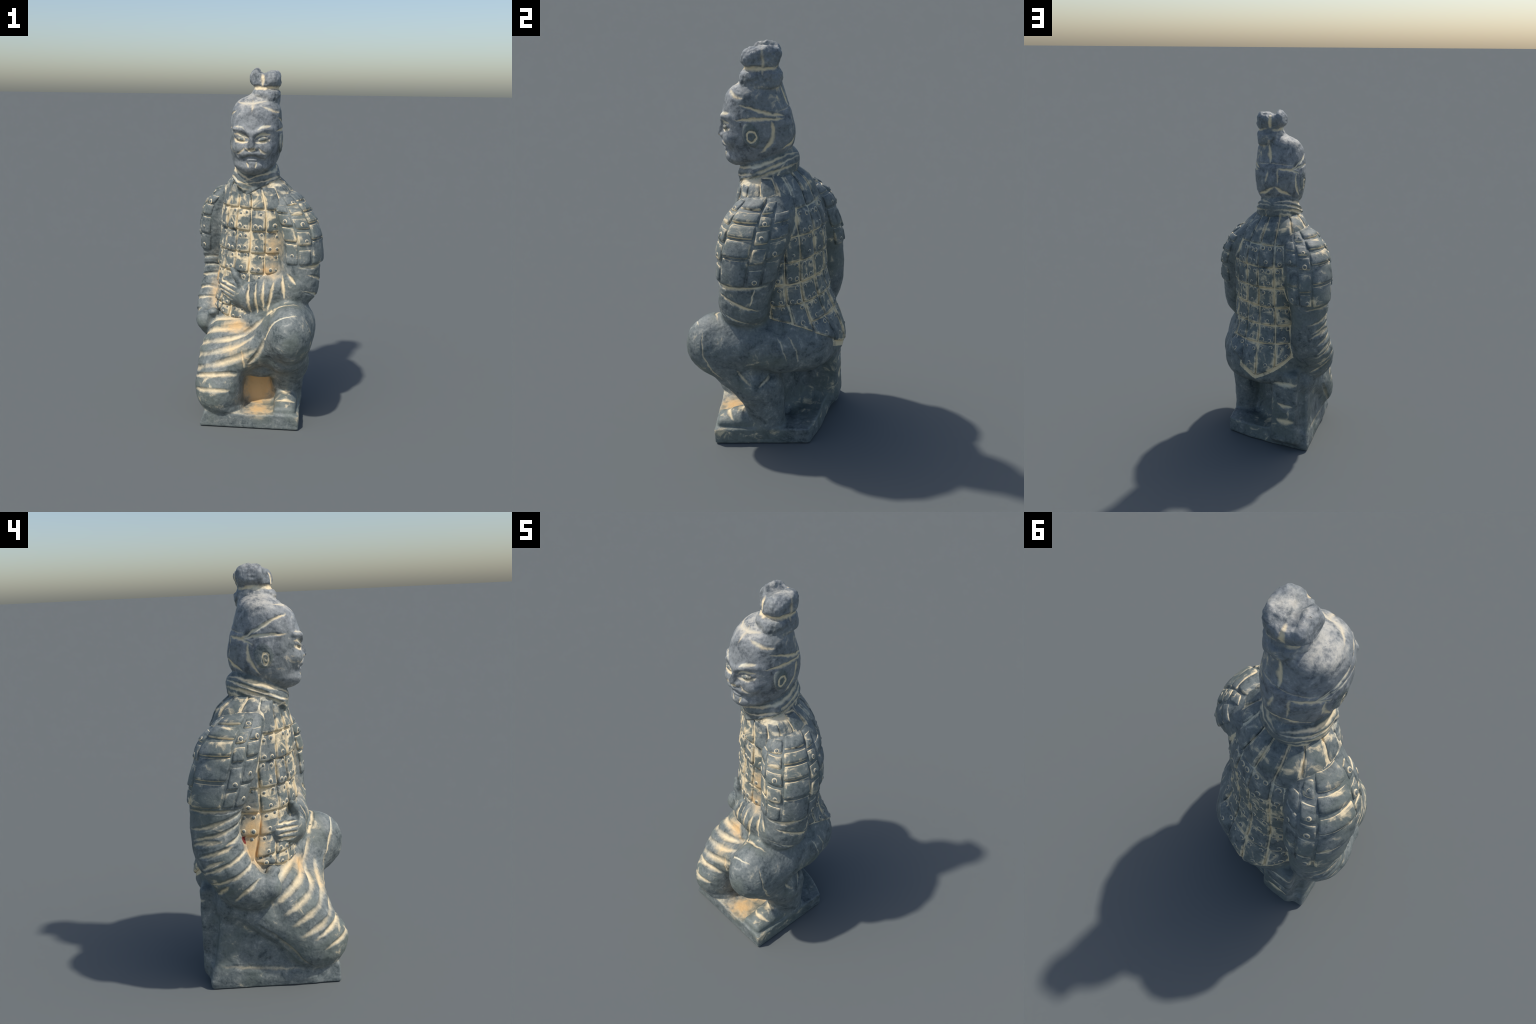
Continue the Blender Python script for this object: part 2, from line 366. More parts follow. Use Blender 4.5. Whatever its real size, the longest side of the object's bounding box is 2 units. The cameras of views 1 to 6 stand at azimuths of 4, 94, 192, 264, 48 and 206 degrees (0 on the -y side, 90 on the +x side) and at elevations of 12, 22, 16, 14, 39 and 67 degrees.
crease('leg_r', (-0.030, -0.245, 0.375), (0.035, -0.262, 0.455), (0.072, -0.262, 0.560), w=0.009, depth=0.012, dust=0.7)
crease('leg_r', (-0.060, -0.150, 0.520), (0.000, -0.165, 0.560), (0.060, -0.190, 0.625), w=0.009, depth=0.010, dust=0.8)
crease('leg_r', (-0.069, -0.253, 0.447), (-0.060, -0.264, 0.406), (-0.050, -0.255, 0.350), w=0.005, depth=0.005)
crease('leg_r', (-0.345, 0.180, 0.365), (-0.320, 0.000, 0.240), (-0.290, -0.160, 0.100), w=0.008, depth=0.012, dust=0.5)
# raised knee: rim of the trouser, worn lines
crease('leg_l', (0.225, -0.345, 0.685), (0.108, -0.335, 0.640), (0.066, -0.291, 0.500), w=0.005, depth=0.006)
crease('leg_l', (0.000, -0.150, 0.600), (0.090, -0.215, 0.665), (0.230, -0.235, 0.715), w=0.008, depth=0.006)
crease('leg_l', (0.290, -0.310, 0.660), (0.318, -0.306, 0.547), (0.290, -0.230, 0.400), w=0.004, depth=0.004, dust=0.7)
crease('leg_l', (0.285, -0.160, 0.540), (0.275, -0.120, 0.400), (0.275, -0.050, 0.350), w=0.006, depth=0.007, dust=0.8)
crease('leg_l', (0.270, -0.050, 0.350), (0.276, -0.015, 0.385), (0.272, 0.030, 0.415), w=0.006, depth=0.008, dust=0.8)
crease('leg_l', (0.312, 0.060, 0.640), (0.310, 0.080, 0.580), (0.304, 0.095, 0.520), w=0.004, depth=0.003, dust=0.6)
crease('leg_l', (0.296, 0.110, 0.640), (0.300, 0.140, 0.580), (0.296, 0.150, 0.500), w=0.004, depth=0.003, dust=0.6)
# fingers
for A, M, B in (((-0.215, -0.005, 0.800), (-0.180, -0.055, 0.793), (-0.113, -0.110, 0.778)), ((-0.215, -0.005, 0.776), (-0.178, -0.062, 0.766), (-0.115, -0.112, 0.752)),
                ((-0.210, -0.010, 0.750), (-0.175, -0.065, 0.740), (-0.120, -0.108, 0.730)), ((-0.205, -0.015, 0.724), (-0.172, -0.062, 0.714), (-0.130, -0.098, 0.708))):
    crease('hand_l', A, M, B, w=0.005, depth=0.007)
# hair bands and braids
H = dict(w=0.006, depth=0.006, spread=1.7)
crease('head', (0.108, -0.068, 1.728), (0.122, 0.018, 1.699), (0.080, 0.112, 1.676), **H)
crease('head', (0.100, -0.098, 1.660), (0.126, 0.005, 1.666), (0.092, 0.102, 1.658), **H)
crease('head', (0.115, 0.058, 1.650), (0.116, 0.070, 1.587), (0.108, 0.010, 1.520), w=0.009, depth=0.008)
crease('head', (-0.100, 0.115, 1.660), (-0.154, 0.015, 1.718), (-0.128, -0.092, 1.766), **H)
crease('head', (-0.100, 0.115, 1.658), (-0.156, 0.017, 1.676), (-0.152, -0.082, 1.675), **H)
crease('head', (-0.132, 0.079, 1.640), (-0.132, 0.082, 1.575), (-0.140, 0.035, 1.508), w=0.007, depth=0.006)
crease('head', (-0.032, 0.149, 1.667), (-0.087, 0.125, 1.666), (-0.137, 0.072, 1.637), w=0.005, depth=0.005)
crease('head', (-0.032, 0.149, 1.667), (-0.030, 0.158, 1.627), (-0.034, 0.160, 1.585), w=0.005, depth=0.004, dust=0.7)
crease('head', (0.029, 0.149, 1.662), (0.029, 0.156, 1.627), (0.038, 0.156, 1.595), w=0.005, depth=0.004, dust=0.7)
crease('head', (0.025, 0.108, 1.800), (0.022, 0.123, 1.752), (0.017, 0.138, 1.705), w=0.008, depth=0.006)
crease('head', (0.103, 0.080, 1.693), (-0.019, 0.142, 1.699), (-0.116, 0.096, 1.687), w=0.004, depth=0.003, dust=0.5)
crease('head', (0.078, 0.109, 1.521), (0.035, 0.150, 1.541), (-0.010, 0.162, 1.572), w=0.007, depth=0.006)
crease('head', (-0.020, 0.162, 1.572), (-0.057, 0.146, 1.541), (-0.099, 0.109, 1.518), w=0.007, depth=0.006)
crease('head', (-0.037, -0.081, 1.825), (-0.030, -0.127, 1.792), (-0.034, -0.152, 1.758), w=0.010, depth=0.003, dust=0.6)
crease('head', (-0.112, -0.030, 1.816), (-0.035, -0.105, 1.808), (0.036, -0.082, 1.826), w=0.011, depth=0.004, dust=0.75)
crease('head', (0.020, -0.120, 1.790), (0.060, -0.110, 1.770), (0.105, -0.060, 1.760), w=0.008, depth=0.004, dust=0.7)
# face lines: eyelids, mouth, cheeks, beard
for sx in (-1, 1):
    cx = FX
    crease('head', (cx + sx*0.018, -0.172, 1.622), (cx + sx*0.052, -0.168, 1.638), (cx + sx*0.094, -0.138, 1.640), w=0.007, depth=0.003, spread=1.3)
    crease('head', (cx + sx*0.020, -0.172, 1.605), (cx + sx*0.055, -0.166, 1.600), (cx + sx*0.096, -0.136, 1.620), w=0.008, depth=0.003, spread=1.3, dust=0.85)
    crease('head', (cx + sx*0.036, -0.174, 1.664), (cx + sx*0.066, -0.168, 1.684), (cx + sx*0.098, -0.138, 1.690), w=0.007, depth=0.002, dust=0.9 if sx > 0 else 0.55)
    crease('head', (cx + sx*0.034, -0.178, 1.575), (cx + sx*0.052, -0.165, 1.553), (cx + sx*0.075, -0.150, 1.545), w=0.006, depth=0.004, spread=1.4, dust=0.65)
    crease('head', (cx + sx*0.028, -0.165, 1.492), (cx + sx*0.022, -0.166, 1.478), (cx + sx*0.017, -0.164, 1.464), w=0.004, depth=0.003, spread=1.4)
crease('head', (-0.070, -0.155, 1.524), (-0.028, -0.172, 1.526), (0.014, -0.157, 1.520), w=0.004, depth=0.004, spread=1.3, dust=0.35)
crease('head', (-0.055, -0.160, 1.560), (-0.028, -0.185, 1.556), (-0.002, -0.165, 1.560), w=0.004, depth=0.003, spread=1.3)
CREASES['ear_l'] = [Ring((0.134, -0.034, 1.588), 0.020, 0.026, w=0.26, depth=0.005)]
CREASES['ear_r'] = [Ring((-0.163, 0.004, 1.572), 0.015, 0.026, w=0.28, depth=0.005)]
# collar: wound scarf, bands slanting up to the back
for k, (zf, zb, w) in enumerate(((1.415, 1.500, 0.008), (1.385, 1.468, 0.006), (1.360, 1.435, 0.007), (1.338, 1.405, 0.006))):
    zm = (zf + zb) / 2 + 0.004 * (-1)**k
    crease('collar', (-0.08, -0.105 + 0.02 * k, zf - 0.012), (0.118, 0.02, zm), (0.0, 0.175, zb), w=w, depth=0.007, spread=1.8)
    crease('collar', (-0.02, -0.108 + 0.012 * k, zf - 0.02), (-0.150, 0.03, zm), (-0.02, 0.175, zb), w=w, depth=0.007, spread=1.8)
crease('collar', (0.10, -0.07, 1.388), (0.035, -0.118, 1.350), (-0.035, -0.128, 1.320), w=0.005, depth=0.006)
# hair knot: tie and split
crease('topknot', (-0.03, -0.045, 1.888), (0.105, -0.01, 1.888), (0.06, 0.10, 1.888), w=0.009, depth=0.006)
crease('topknot', (0.07, -0.055, 1.888), (-0.04, -0.01, 1.888), (0.0, 0.10, 1.888), w=0.009, depth=0.006)
crease('topknot', (0.022, 0.105, 1.975), (0.024, 0.116, 1.94), (0.024, 0.105, 1.90), w=0.007, depth=0.006)
crease('topknot', (0.085, 0.03, 1.97), (0.104, 0.035, 1.93), (0.100, 0.03, 1.86), w=0.008, depth=0.003, dust=0.6)
crease('topknot', (0.005, -0.06, 1.965), (0.018, -0.055, 1.93), (0.012, -0.058, 1.90), w=0.010, depth=0.007)
# plinth: chamfer lines and the sole of the kneeling foot
crease('plinth', (-0.27, 0.27, 0.115), (-0.29, 0.10, 0.098), (-0.30, -0.10, 0.085), w=0.010, depth=0.003, dust=0.5)
crease('plinth', (-0.28, -0.27, 0.098), (-0.10, -0.27, 0.092), (0.10, -0.285, 0.09), w=0.008, depth=0.002, dust=0.6)
crease('foot_r', (-0.17, 0.372, 0.30), (-0.125, 0.365, 0.29), (-0.085, 0.358, 0.305), w=0.008, depth=0.006)
crease('foot_r', (-0.19, 0.376, 0.44), (-0.125, 0.365, 0.43), (-0.06, 0.352, 0.44), w=0.012, depth=0.005)
crease('foot_r', (-0.18, 0.374, 0.20), (-0.13, 0.368, 0.19), (-0.08, 0.357, 0.20), w=0.014, depth=0.004)
crease('foot_l', (0.125, -0.20, 0.150), (0.18, -0.225, 0.155), (0.24, -0.20, 0.150), w=0.008, depth=0.005, dust=0.9)
crease('foot_l', (0.135, -0.12, 0.17), (0.165, -0.13, 0.172), (0.20, -0.17, 0.17), w=0.008, depth=0.004, dust=0.8)

def lattice_noise(P, scale, seed):
    q = P / scale; i = np.floor(q).astype(np.int64); f = q - i; f = f * f * (3 - 2 * f)
    out = np.zeros(len(P))
    for dx in (0, 1):
        for dy in (0, 1):
            for dz in (0, 1):
                h = ((i[:, 0]+dx) * 73856093 ^ (i[:, 1]+dy) * 19349663 ^ (i[:, 2]+dz) * 83492791 ^ seed * 2654435761) & 0xffffff
                h = (h * 1103515245 + 12345) & 0x7fffffff; h = (h ^ (h >> 13)) * 1274126177 & 0x7fffffff
                w = (f[:, 0] if dx else 1-f[:, 0]) * (f[:, 1] if dy else 1-f[:, 1]) * (f[:, 2] if dz else 1-f[:, 2])
                out += w * (h / 0x3fffffff - 1)
    return out

# ---------------------------------------------------------------- meshing
verts, quads = surface_nets(field, V3(-0.46, -0.5, -0.02), V3(0.46, 0.5, 2.04), 0.0072)
verts = relax(verts, quads, 2)
verts, quads = subdivide(verts, quads)
verts = project(verts, field, 3)
_, who = field(verts, parts=True)
normals = gradient(verts, field, 0.003); normals /= np.linalg.norm(normals, axis=1, keepdims=True) + 1e-9
disp = 0.0022 * lattice_noise(verts, 0.055, 1) + 0.0013 * lattice_noise(verts, 0.022, 2) + 0.0007 * lattice_noise(verts, 0.010, 3)
low = verts[:, 2] < 0.02
for part, L in CREASES.items():
    for c in L:
        idx = np.nonzero(np.all((verts > c.lo) & (verts < c.hi), axis=1))[0]
        if len(idx): disp[idx] -= c.depth * c(verts[idx])
rough = np.isin(who, [i for i, t in enumerate(SOLIDS) if t[0] == 'topknot'])         # knocked and chipped hair knot
disp[rough] += 0.0055 * lattice_noise(verts[rough], 0.030, 11) + 0.0028 * lattice_noise(verts[rough], 0.012, 12)
disp[low] *= 0.3
verts = verts + normals * disp[:, None]
verts[:, 2] = np.maximum(verts[:, 2], 0.0)

# =====================================================================
#  Materials
# =====================================================================
class Nodes:
    def __init__(s, name):
        s.m = bpy.data.materials.new(name); s.m.use_nodes = True
        s.t = s.m.node_tree; s.bsdf = s.t.nodes['Principled BSDF']
        s.pos = s.t.nodes.new('ShaderNodeTexCoord').outputs['Object']; s.wob = None
    def new(s, kind, **kw):
        n = s.t.nodes.new(kind)
        for k, v in kw.items(): setattr(n, k, v)
        return n
    def link(s, a, b):
        if hasattr(a, 'is_output') or isinstance(a, bpy.types.NodeSocket): s.t.links.new(a, b)
        else: b.default_value = a
    def math(s, op, a, b=0.0, c=0.0, clamp=False):
        n = s.new('ShaderNodeMath', operation=op, use_clamp=clamp)
        for i, x in enumerate((a, b, c)): s.link(x, n.inputs[i])
        return n.outputs[0]
    def noise(s, scale, detail=4, rough=0.55, dist=0.0, stretch=None):
        n = s.new('ShaderNodeTexNoise'); n.inputs['Scale'].default_value = scale
        n.inputs['Detail'].default_value = detail; n.inputs['Roughness'].default_value = rough; n.inputs['Distortion'].default_value = dist
        v = s.pos
        if stretch:
            mp = s.new('ShaderNodeMapping'); mp.inputs['Scale'].default_value = stretch; s.link(v, mp.inputs[0]); v = mp.outputs[0]
        s.link(v, n.inputs['Vector']); return n.outputs['Fac']
    def ramp(s, f, lo, hi):
        n = s.new('ShaderNodeMapRange', interpolation_type='SMOOTHSTEP'); s.link(f, n.inputs['Value'])
        n.inputs['From Min'].default_value = lo; n.inputs['From Max'].default_value = hi
        return n.outputs['Result']
    def mix(s, f, a, b):
        n = s.new('ShaderNodeMix', data_type='RGBA'); s.link(f, n.inputs[0])
        s.link(a if not isinstance(a, tuple) else (*a, 1), n.inputs[6]); s.link(b if not isinstance(b, tuple) else (*b, 1), n.inputs[7])
        return n.outputs[2]
    def wobbly(s):
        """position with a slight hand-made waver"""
        if s.wob is None:
            a = s.new('ShaderNodeTexNoise'); a.inputs['Scale'].default_value = 28; a.inputs['Detail'].default_value = 3; s.link(s.pos, a.inputs['Vector'])
            b = s.new('ShaderNodeVectorMath', operation='SUBTRACT'); s.link(a.outputs['Color'], b.inputs[0]); b.inputs[1].default_value = (0.5, 0.5, 0.5)
            c = s.new('ShaderNodeVectorMath', operation='MULTIPLY_ADD'); s.link(b.outputs[0], c.inputs[0]); c.inputs[1].default_value = (0.022,) * 3; s.link(s.pos, c.inputs[2])
            s.wob = c.outputs[0]
        return s.wob
    def group(s, g, **kw):
        n = s.new('ShaderNodeGroup', node_tree=g); s.link(s.wobbly(), n.inputs['Position'])
        for k, v in kw.items(): n.inputs[k].default_value = v
        return n.outputs[0]

def mark_group(kind):
    """node group: the Crease / Ring / Spot formula"""
    g = bpy.data.node_groups.new(kind, 'ShaderNodeTree')
    for n, t in (('Position', 'NodeSocketVector'), ('Location', 'NodeSocketVector'), ('Rotation', 'NodeSocketVector'), ('Size', 'NodeSocketVector'), ('Bow', 'NodeSocketFloat'), ('Dust', 'NodeSocketFloat')):
        g.interface.new_socket(n, in_out='INPUT', socket_type=t)
    g.interface.new_socket('Mask', in_out='OUTPUT', socket_type='NodeSocketFloat')
    i = g.nodes.new('NodeGroupInput'); o = g.nodes.new('NodeGroupOutput')
    mp = g.nodes.new('ShaderNodeMapping'); mp.vector_type = 'TEXTURE'
    for a, b in (('Position', 'Vector'), ('Location', 'Location'), ('Rotation', 'Rotation'), ('Size', 'Scale')): g.links.new(i.outputs[a], mp.inputs[b])
    def M(op, a, b=0.0, c=0.0):
        n = g.nodes.new('ShaderNodeMath'); n.operation = op
        for k, x in enumerate((a, b, c)):
            if isinstance(x, (int, float)): n.inputs[k].default_value = x
            else: g.links.new(x, n.inputs[k])
        return n.outputs[0]
    if kind == 'spot_mask':
        d = g.nodes.new('ShaderNodeVectorMath'); d.operation = 'LENGTH'; g.links.new(mp.outputs[0], d.inputs[0])
        f = M('SUBTRACT', 1.0, d.outputs['Value'])
    else:
        sp = g.nodes.new('ShaderNodeSeparateXYZ'); g.links.new(mp.outputs[0], sp.inputs[0]); x, y, z = sp.outputs
        x2 = M('MULTIPLY', x, x); z2 = M('MULTIPLY', z, z)
        if kind == 'crease_mask':
            q = M('SUBTRACT', y, M('MULTIPLY', i.outputs['Bow'], M('SUBTRACT', 1.0, x2)))
            x4 = M('MULTIPLY', x2, x2); z4 = M('MULTIPLY', z2, z2)
            e = M('MULTIPLY_ADD', M('MULTIPLY', x4, x2), 2.5, M('MULTIPLY_ADD', z4, 4.0, M('MULTIPLY', M('MULTIPLY', q, q), M('MULTIPLY_ADD', x2, 3.0, 1.0))))
            f = M('SUBTRACT', 1.0, M('DIVIDE', M('SQRT', e), 2.3))
        else:
            q = M('DIVIDE', M('SUBTRACT', M('SQRT', M('MULTIPLY_ADD', y, y, x2)), 1.0), i.outputs['Bow'])
            f = M('SUBTRACT', M('SUBTRACT', 1.0, M('MULTIPLY', q, q)), M('MULTIPLY', z2, z2))
    f = M('MULTIPLY', M('MAXIMUM', f, 0.0), i.outputs['Dust'])
    g.links.new(f, o.inputs[0])
    return g
CREASE_G, RING_G, SPOT_G = mark_group('crease_mask'), mark_group('ring_mask'), mark_group('spot_mask')

DARK, MID, LIGHT = (0.060, 0.077, 0.080), (0.160, 0.181, 0.175), (0.36, 0.365, 0.325)
PALE_DARK, PALE_MID, PALE_LIGHT = (0.085, 0.098, 0.106), (0.22, 0.235, 0.238), (0.43, 0.435, 0.42)      # head: cooler, lighter
GREEN = (0.150, 0.174, 0.148)
DUST_PALE, DUST_WARM, TAN = (0.66, 0.62, 0.48), (0.80, 0.65, 0.41), (0.74, 0.48, 0.22)

# where warm earth has settled: (centre, size)
EARTH = [((0.08, -0.16, 0.89), (0.13, 0.10, 0.09), 0.8), ((0.015, -0.06, 0.16), (0.13, 0.17, 0.17), 1.6), ((-0.25, 0.10, 0.74), (0.10, 0.11, 0.30), 1.0),
         ((-0.10, -0.12, 0.55), (0.20, 0.13, 0.07), 1.0), ((0.10, -0.16, 1.02), (0.09, 0.08, 0.14), 0.9), ((0.03, -0.22, 0.09), (0.14, 0.14, 0.06), 1.0), ((-0.06, -0.22, 0.42), (0.22, 0.12, 0.14), 0.6)]
# paler, chalky tops
CHALK = [((0.03, 0.04, 1.99), (0.10, 0.11, 0.055)), ((-0.08, 0.03, 1.82), (0.13, 0.13, 0.09)), ((-0.04, -0.10, 1.82), (0.13, 0.12, 0.07))]
# last flecks of red paint, and a small black spot coloured on top of the hair knot
PAINT = [((-0.245, 0.150, 0.745), (0.016, 0.03, 0.028)), ((-0.232, 0.130, 0.715), (0.014, 0.02, 0.016))]
BLACK_SPOT = [((-0.034, 0.045, 2.0), (0.016, 0.016, 0.014))]

def stone(name, marks=(), dusty=0.0, earth=True, chalk=False, comb=None, grain=1.0, flecks=False, wide=1.0, soft=0.0):
    """grey fired clay: mottled blue-grey to grey-green, pale dust in the creases and in patches"""
    N = Nodes(name)
    big, mid, fine = N.noise(5.0, 3, 0.5), N.noise(17.0, 6, 0.62, 0.6), N.noise(85.0, 5, 0.65)
    tone = N.math('ADD', N.math('MULTIPLY', mid, 0.65), N.math('MULTIPLY', fine, 0.35))
    dk, md, lt = (PALE_DARK, PALE_MID, PALE_LIGHT) if chalk else (DARK, MID, LIGHT)
    col = N.mix(N.ramp(tone, 0.34, 0.52), dk, md)
    col = N.mix(N.ramp(tone, 0.50, 0.72), col, lt)
    col = N.mix(N.math('MULTIPLY', N.ramp(big, 0.45, 0.62), 0.2 if chalk else 0.55), col, GREEN)
    dust = N.math('MULTIPLY', N.ramp(N.math('ADD', mid, N.math('MULTIPLY', big, 0.5)), 0.86 - 0.5 * dusty, 1.06 - 0.42 * dusty), 0.8 if dusty < 0.1 else 0.95)
    if marks:
        f = None
        for c in marks:
            if isinstance(c, Ring): m = N.group(RING_G, Location=tuple(c.c), Rotation=tuple(c.euler()), Size=(c.r[0], c.r[1], c.g), Bow=c.w, Dust=c.dust)
            else: m = N.group(CREASE_G, Location=tuple(c.c), Rotation=tuple(c.euler()), Size=(c.L * 1.10, c.w * wide, c.g), Bow=c.bow / wide, Dust=c.dust)
            f = m if f is None else N.math('MAXIMUM', f, m)
        broken = N.math('ADD', f, N.math('MULTIPLY', N.math('SUBTRACT', tone, 0.5), 1.0))
        dust = N.math('MAXIMUM', dust, N.math('MULTIPLY', N.ramp(broken, 0.06 - 0.06 * soft, 0.88 + 0.3 * soft), N.math('MINIMUM', N.math('MULTIPLY', f, 2.5), 1.0)))
    dcol = N.mix(N.ramp(big, 0.32, 0.52), DUST_PALE, DUST_WARM)
    e = None
    if earth:
        for c, r, k in EARTH:
            m = N.group(SPOT_G, Location=c, Size=r, Dust=k); e = m if e is None else N.math('MAXIMUM', e, m)
        amount = N.ramp(N.math('ADD', e, N.math('MULTIPLY', N.math('SUBTRACT', mid, 0.5), 1.2)), 0.12, 0.95)
        amount = N.math('MULTIPLY', amount, N.math('MINIMUM', N.math('MULTIPLY', e, 3.0), 1.0))
        dcol = N.mix(amount, dcol, TAN)
        dust = N.math('MAXIMUM', dust, N.math('MULTIPLY', amount, 0.9))
    col = N.mix(dust, col, dcol)
    if chalk:
        e = None
        for c, r in CHALK:
            m = N.group(SPOT_G, Location=c, Size=r, Dust=1.0); e = m if e is None else N.math('MAXIMUM', e, m)
        amount = N.math('MULTIPLY', N.ramp(N.math('ADD', e, N.math('SUBTRACT', mid, 0.5)), 0.10, 0.80), N.math('MINIMUM', N.math('MULTIPLY', e, 4.0), 0.85))
        amount = N.math('MULTIPLY', amount, N.ramp(tone, 0.38, 0.60))
        col = N.mix(amount, col, (0.50, 0.47, 0.40))
    for spots, paint in ((PAINT, (0.16, 0.02, 0.015)), (BLACK_SPOT, (0.012, 0.013, 0.012))) if flecks else ():
        for c, r in spots:
            m = N.group(SPOT_G, Location=c, Size=r, Dust=1.0)
            col = N.mix(N.ramp(N.math('ADD', m, N.math('MULTIPLY', N.math('SUBTRACT', fine, 0.5), 0.8)), 0.2, 0.35), col, paint)
    N.link(col, N.bsdf.inputs['Base Color'])
    rough = N.math('MULTIPLY_ADD', dust, 0.3, N.math('MULTIPLY_ADD', fine, 0.25, 0.42)); N.link(rough, N.bsdf.inputs['Roughness'])
    N.bsdf.inputs['Specular IOR Level'].default_value = 0.4
    h = N.math('ADD', N.math('MULTIPLY', fine, 0.6), N.math('MULTIPLY', mid, 0.6))
    if comb: h = N.math('ADD', h, N.math('MULTIPLY', N.noise(1.0, 2, 0.5, 0.3, comb), 1.1))
    b = N.new('ShaderNodeBump'); b.inputs['Strength'].default_value = 0.45 * grain; b.inputs['Distance'].default_value = 0.006
    N.link(h, b.inputs['Height']); N.link(b.outputs[0], N.bsdf.inputs['Normal'])
    return N.m

MAT = {}
for p in ('plinth', 'arm_r', 'arm_l', 'leg_r', 'leg_l', 'hand_l', 'collar', 'foot_l', 'foot_r', 'ear_l', 'ear_r'):
    MAT[p] = stone('fired_clay_' + p[:-2] if p[-2] == '_' else 'fired_clay_' + p, CREASES.get(p, ()), flecks=p == 'arm_r', wide=1.35 if p == 'leg_r' else 1.0, soft=1.0 if p in ('leg_r', 'arm_r') else 0.3)
MAT['head'] = stone('fired_clay_head', CREASES['head'], chalk=True, earth=False)
MAT['topknot'] = stone('fired_clay_hair', CREASES['topknot'], chalk=True, earth=False, comb=(70, 70, 7), flecks=True)
MAT['skirt'] = MAT['leg_r']; MAT['hand_r'] = MAT['arm_r']
MAT['torso'] = stone('dusty_clay', dusty=0.75, flecks=True)
PLATE = stone('fired_clay_plate', dusty=0.13); WORN = stone('worn_plate_edge', dusty=0.37); CLEAN = stone('fired_clay_arm_plate', dusty=0.06); BRUSHED = stone('brushed_plate_edge', dusty=0.20); RIM = stone('dusty_plate_rim', dusty=0.60)
RIVET = stone('fired_clay_rivet', earth=False); HALO = stone('dusty_rivet_collar', dusty=0.75, earth=False)

# lower edge of the armour: height by direction
BOTTOM = ([-20, 0, 10, 37, 55, 80, 104, 125, 170, 183, 209, 232, 300, 340], [0.70, 0.70, 0.66, 0.60, 0.53, 0.475, 0.535, 0.60, 0.64, 0.63, 0.60, 0.585, 0.60, 0.70])
# =====================================================================
#  Objects
# =====================================================================
scene = bpy.context.collection
root = bpy.data.objects.new('kneeling_soldier_statue', None); scene.objects.link(root)
root['label'] = 'kneeling grey clay soldier statue in plated armour with topknot'; root['category'] = 'statue'

fn = np.cross(verts[quads[:, 2]] - verts[quads[:, 0]], verts[quads[:, 3]] - verts[quads[:, 1]])
vn = np.zeros_like(verts)
for k in range(4):
    for x in range(3): vn[:, x] += np.bincount(quads[:, k], fn[:, x], len(verts))
vn /= np.linalg.norm(vn, axis=1, keepdims=True) + 1e-12

names = sorted(set(p for p, _, _ in SOLIDS)); ids = np.array([names.index(p) for p, _, _ in SOLIDS])[who]
ang = np.degrees(np.arctan2(verts[:, 1] - 0.09, verts[:, 0])) % 360; ang[ang > 345] -= 360
hem = (ids == names.index('torso')) & (verts[:, 2] < np.interp(ang, *BOTTOM) - 0.014)
ids[hem] = names.index('skirt')
fid = np.sort(ids[quads], axis=1)[:, 1]                     # majority of the corners
KIND = {'arm_r': 'arm', 'arm_l': 'arm', 'leg_r': 'leg', 'leg_l': 'leg', 'hand_r': 'hand', 'hand_l': 'hand', 'foot_l': 'foot', 'foot_r': 'foot', 'ear_l': 'ear', 'ear_r': 'ear'}
PARTS = {}
for k, p in enumerate(names):
    q = quads[fid == k]
    if not len(q): continue
    use, inv = np.unique(q, return_inverse=True); q = inv.reshape(-1, 4)
    me = bpy.data.meshes.new(KIND.get(p, p)); me.from_pydata(verts[use].tolist(), [], q.tolist())
    me.polygons.foreach_set('use_smooth', [True] * len(q)); me.update()
    me.normals_split_custom_set_from_vertices(vn[use].tolist())
    me.materials.append(MAT[p])
    ob = bpy.data.objects.new(KIND.get(p, p), me); scene.objects.link(ob); ob.parent = root
    PARTS[p] = ob
for e in ('ear_l', 'ear_r'): PARTS[e].parent = PARTS['head']

# ---------------------------------------------------------------- armour
rng = random.Random(7)
by_part = {}
for p, s, k in SOLIDS: by_part.setdefault(p, []).append((s, k))
TORSO = by_part['torso'][0][0]; ARM_R = by_part['arm_r'][0][0]; ARM_L = by_part['arm_l'][0][0]
def trunk(P):
    d = TORSO(P)
    for p in ('leg_l',):
        for s, k in by_part[p]:
            i = np.nonzero((P[:, 2] < s.hi[2] + 0.03) & (P[:, 2] > s.lo[2] - 0.03))[0]
            if len(i): d[i] = smin(d[i], s(P[i]), k)
    return d
def radial(solid, loft, phi, z):
    """surface point seen from the loft's axis in direction phi (degrees) at height z"""
    phi, z = np.radians(np.asarray(phi, float)), np.asarray(z, float)
    cx, cy = np.interp(z, loft.fz, loft.f[0]), np.interp(z, loft.fz, loft.f[1])
    lo, hi = np.full(len(z), 0.04), np.full(len(z), 0.36)
    for _ in range(13):
        r = (lo + hi) / 2
        d = solid(np.stack([cx + r*np.cos(phi), cy + r*np.sin(phi), z], -1)); lo = np.where(d < 0, r, lo); hi = np.where(d < 0, hi, r)
    return np.stack([cx + r*np.cos(phi), cy + r*np.sin(phi), z], -1)

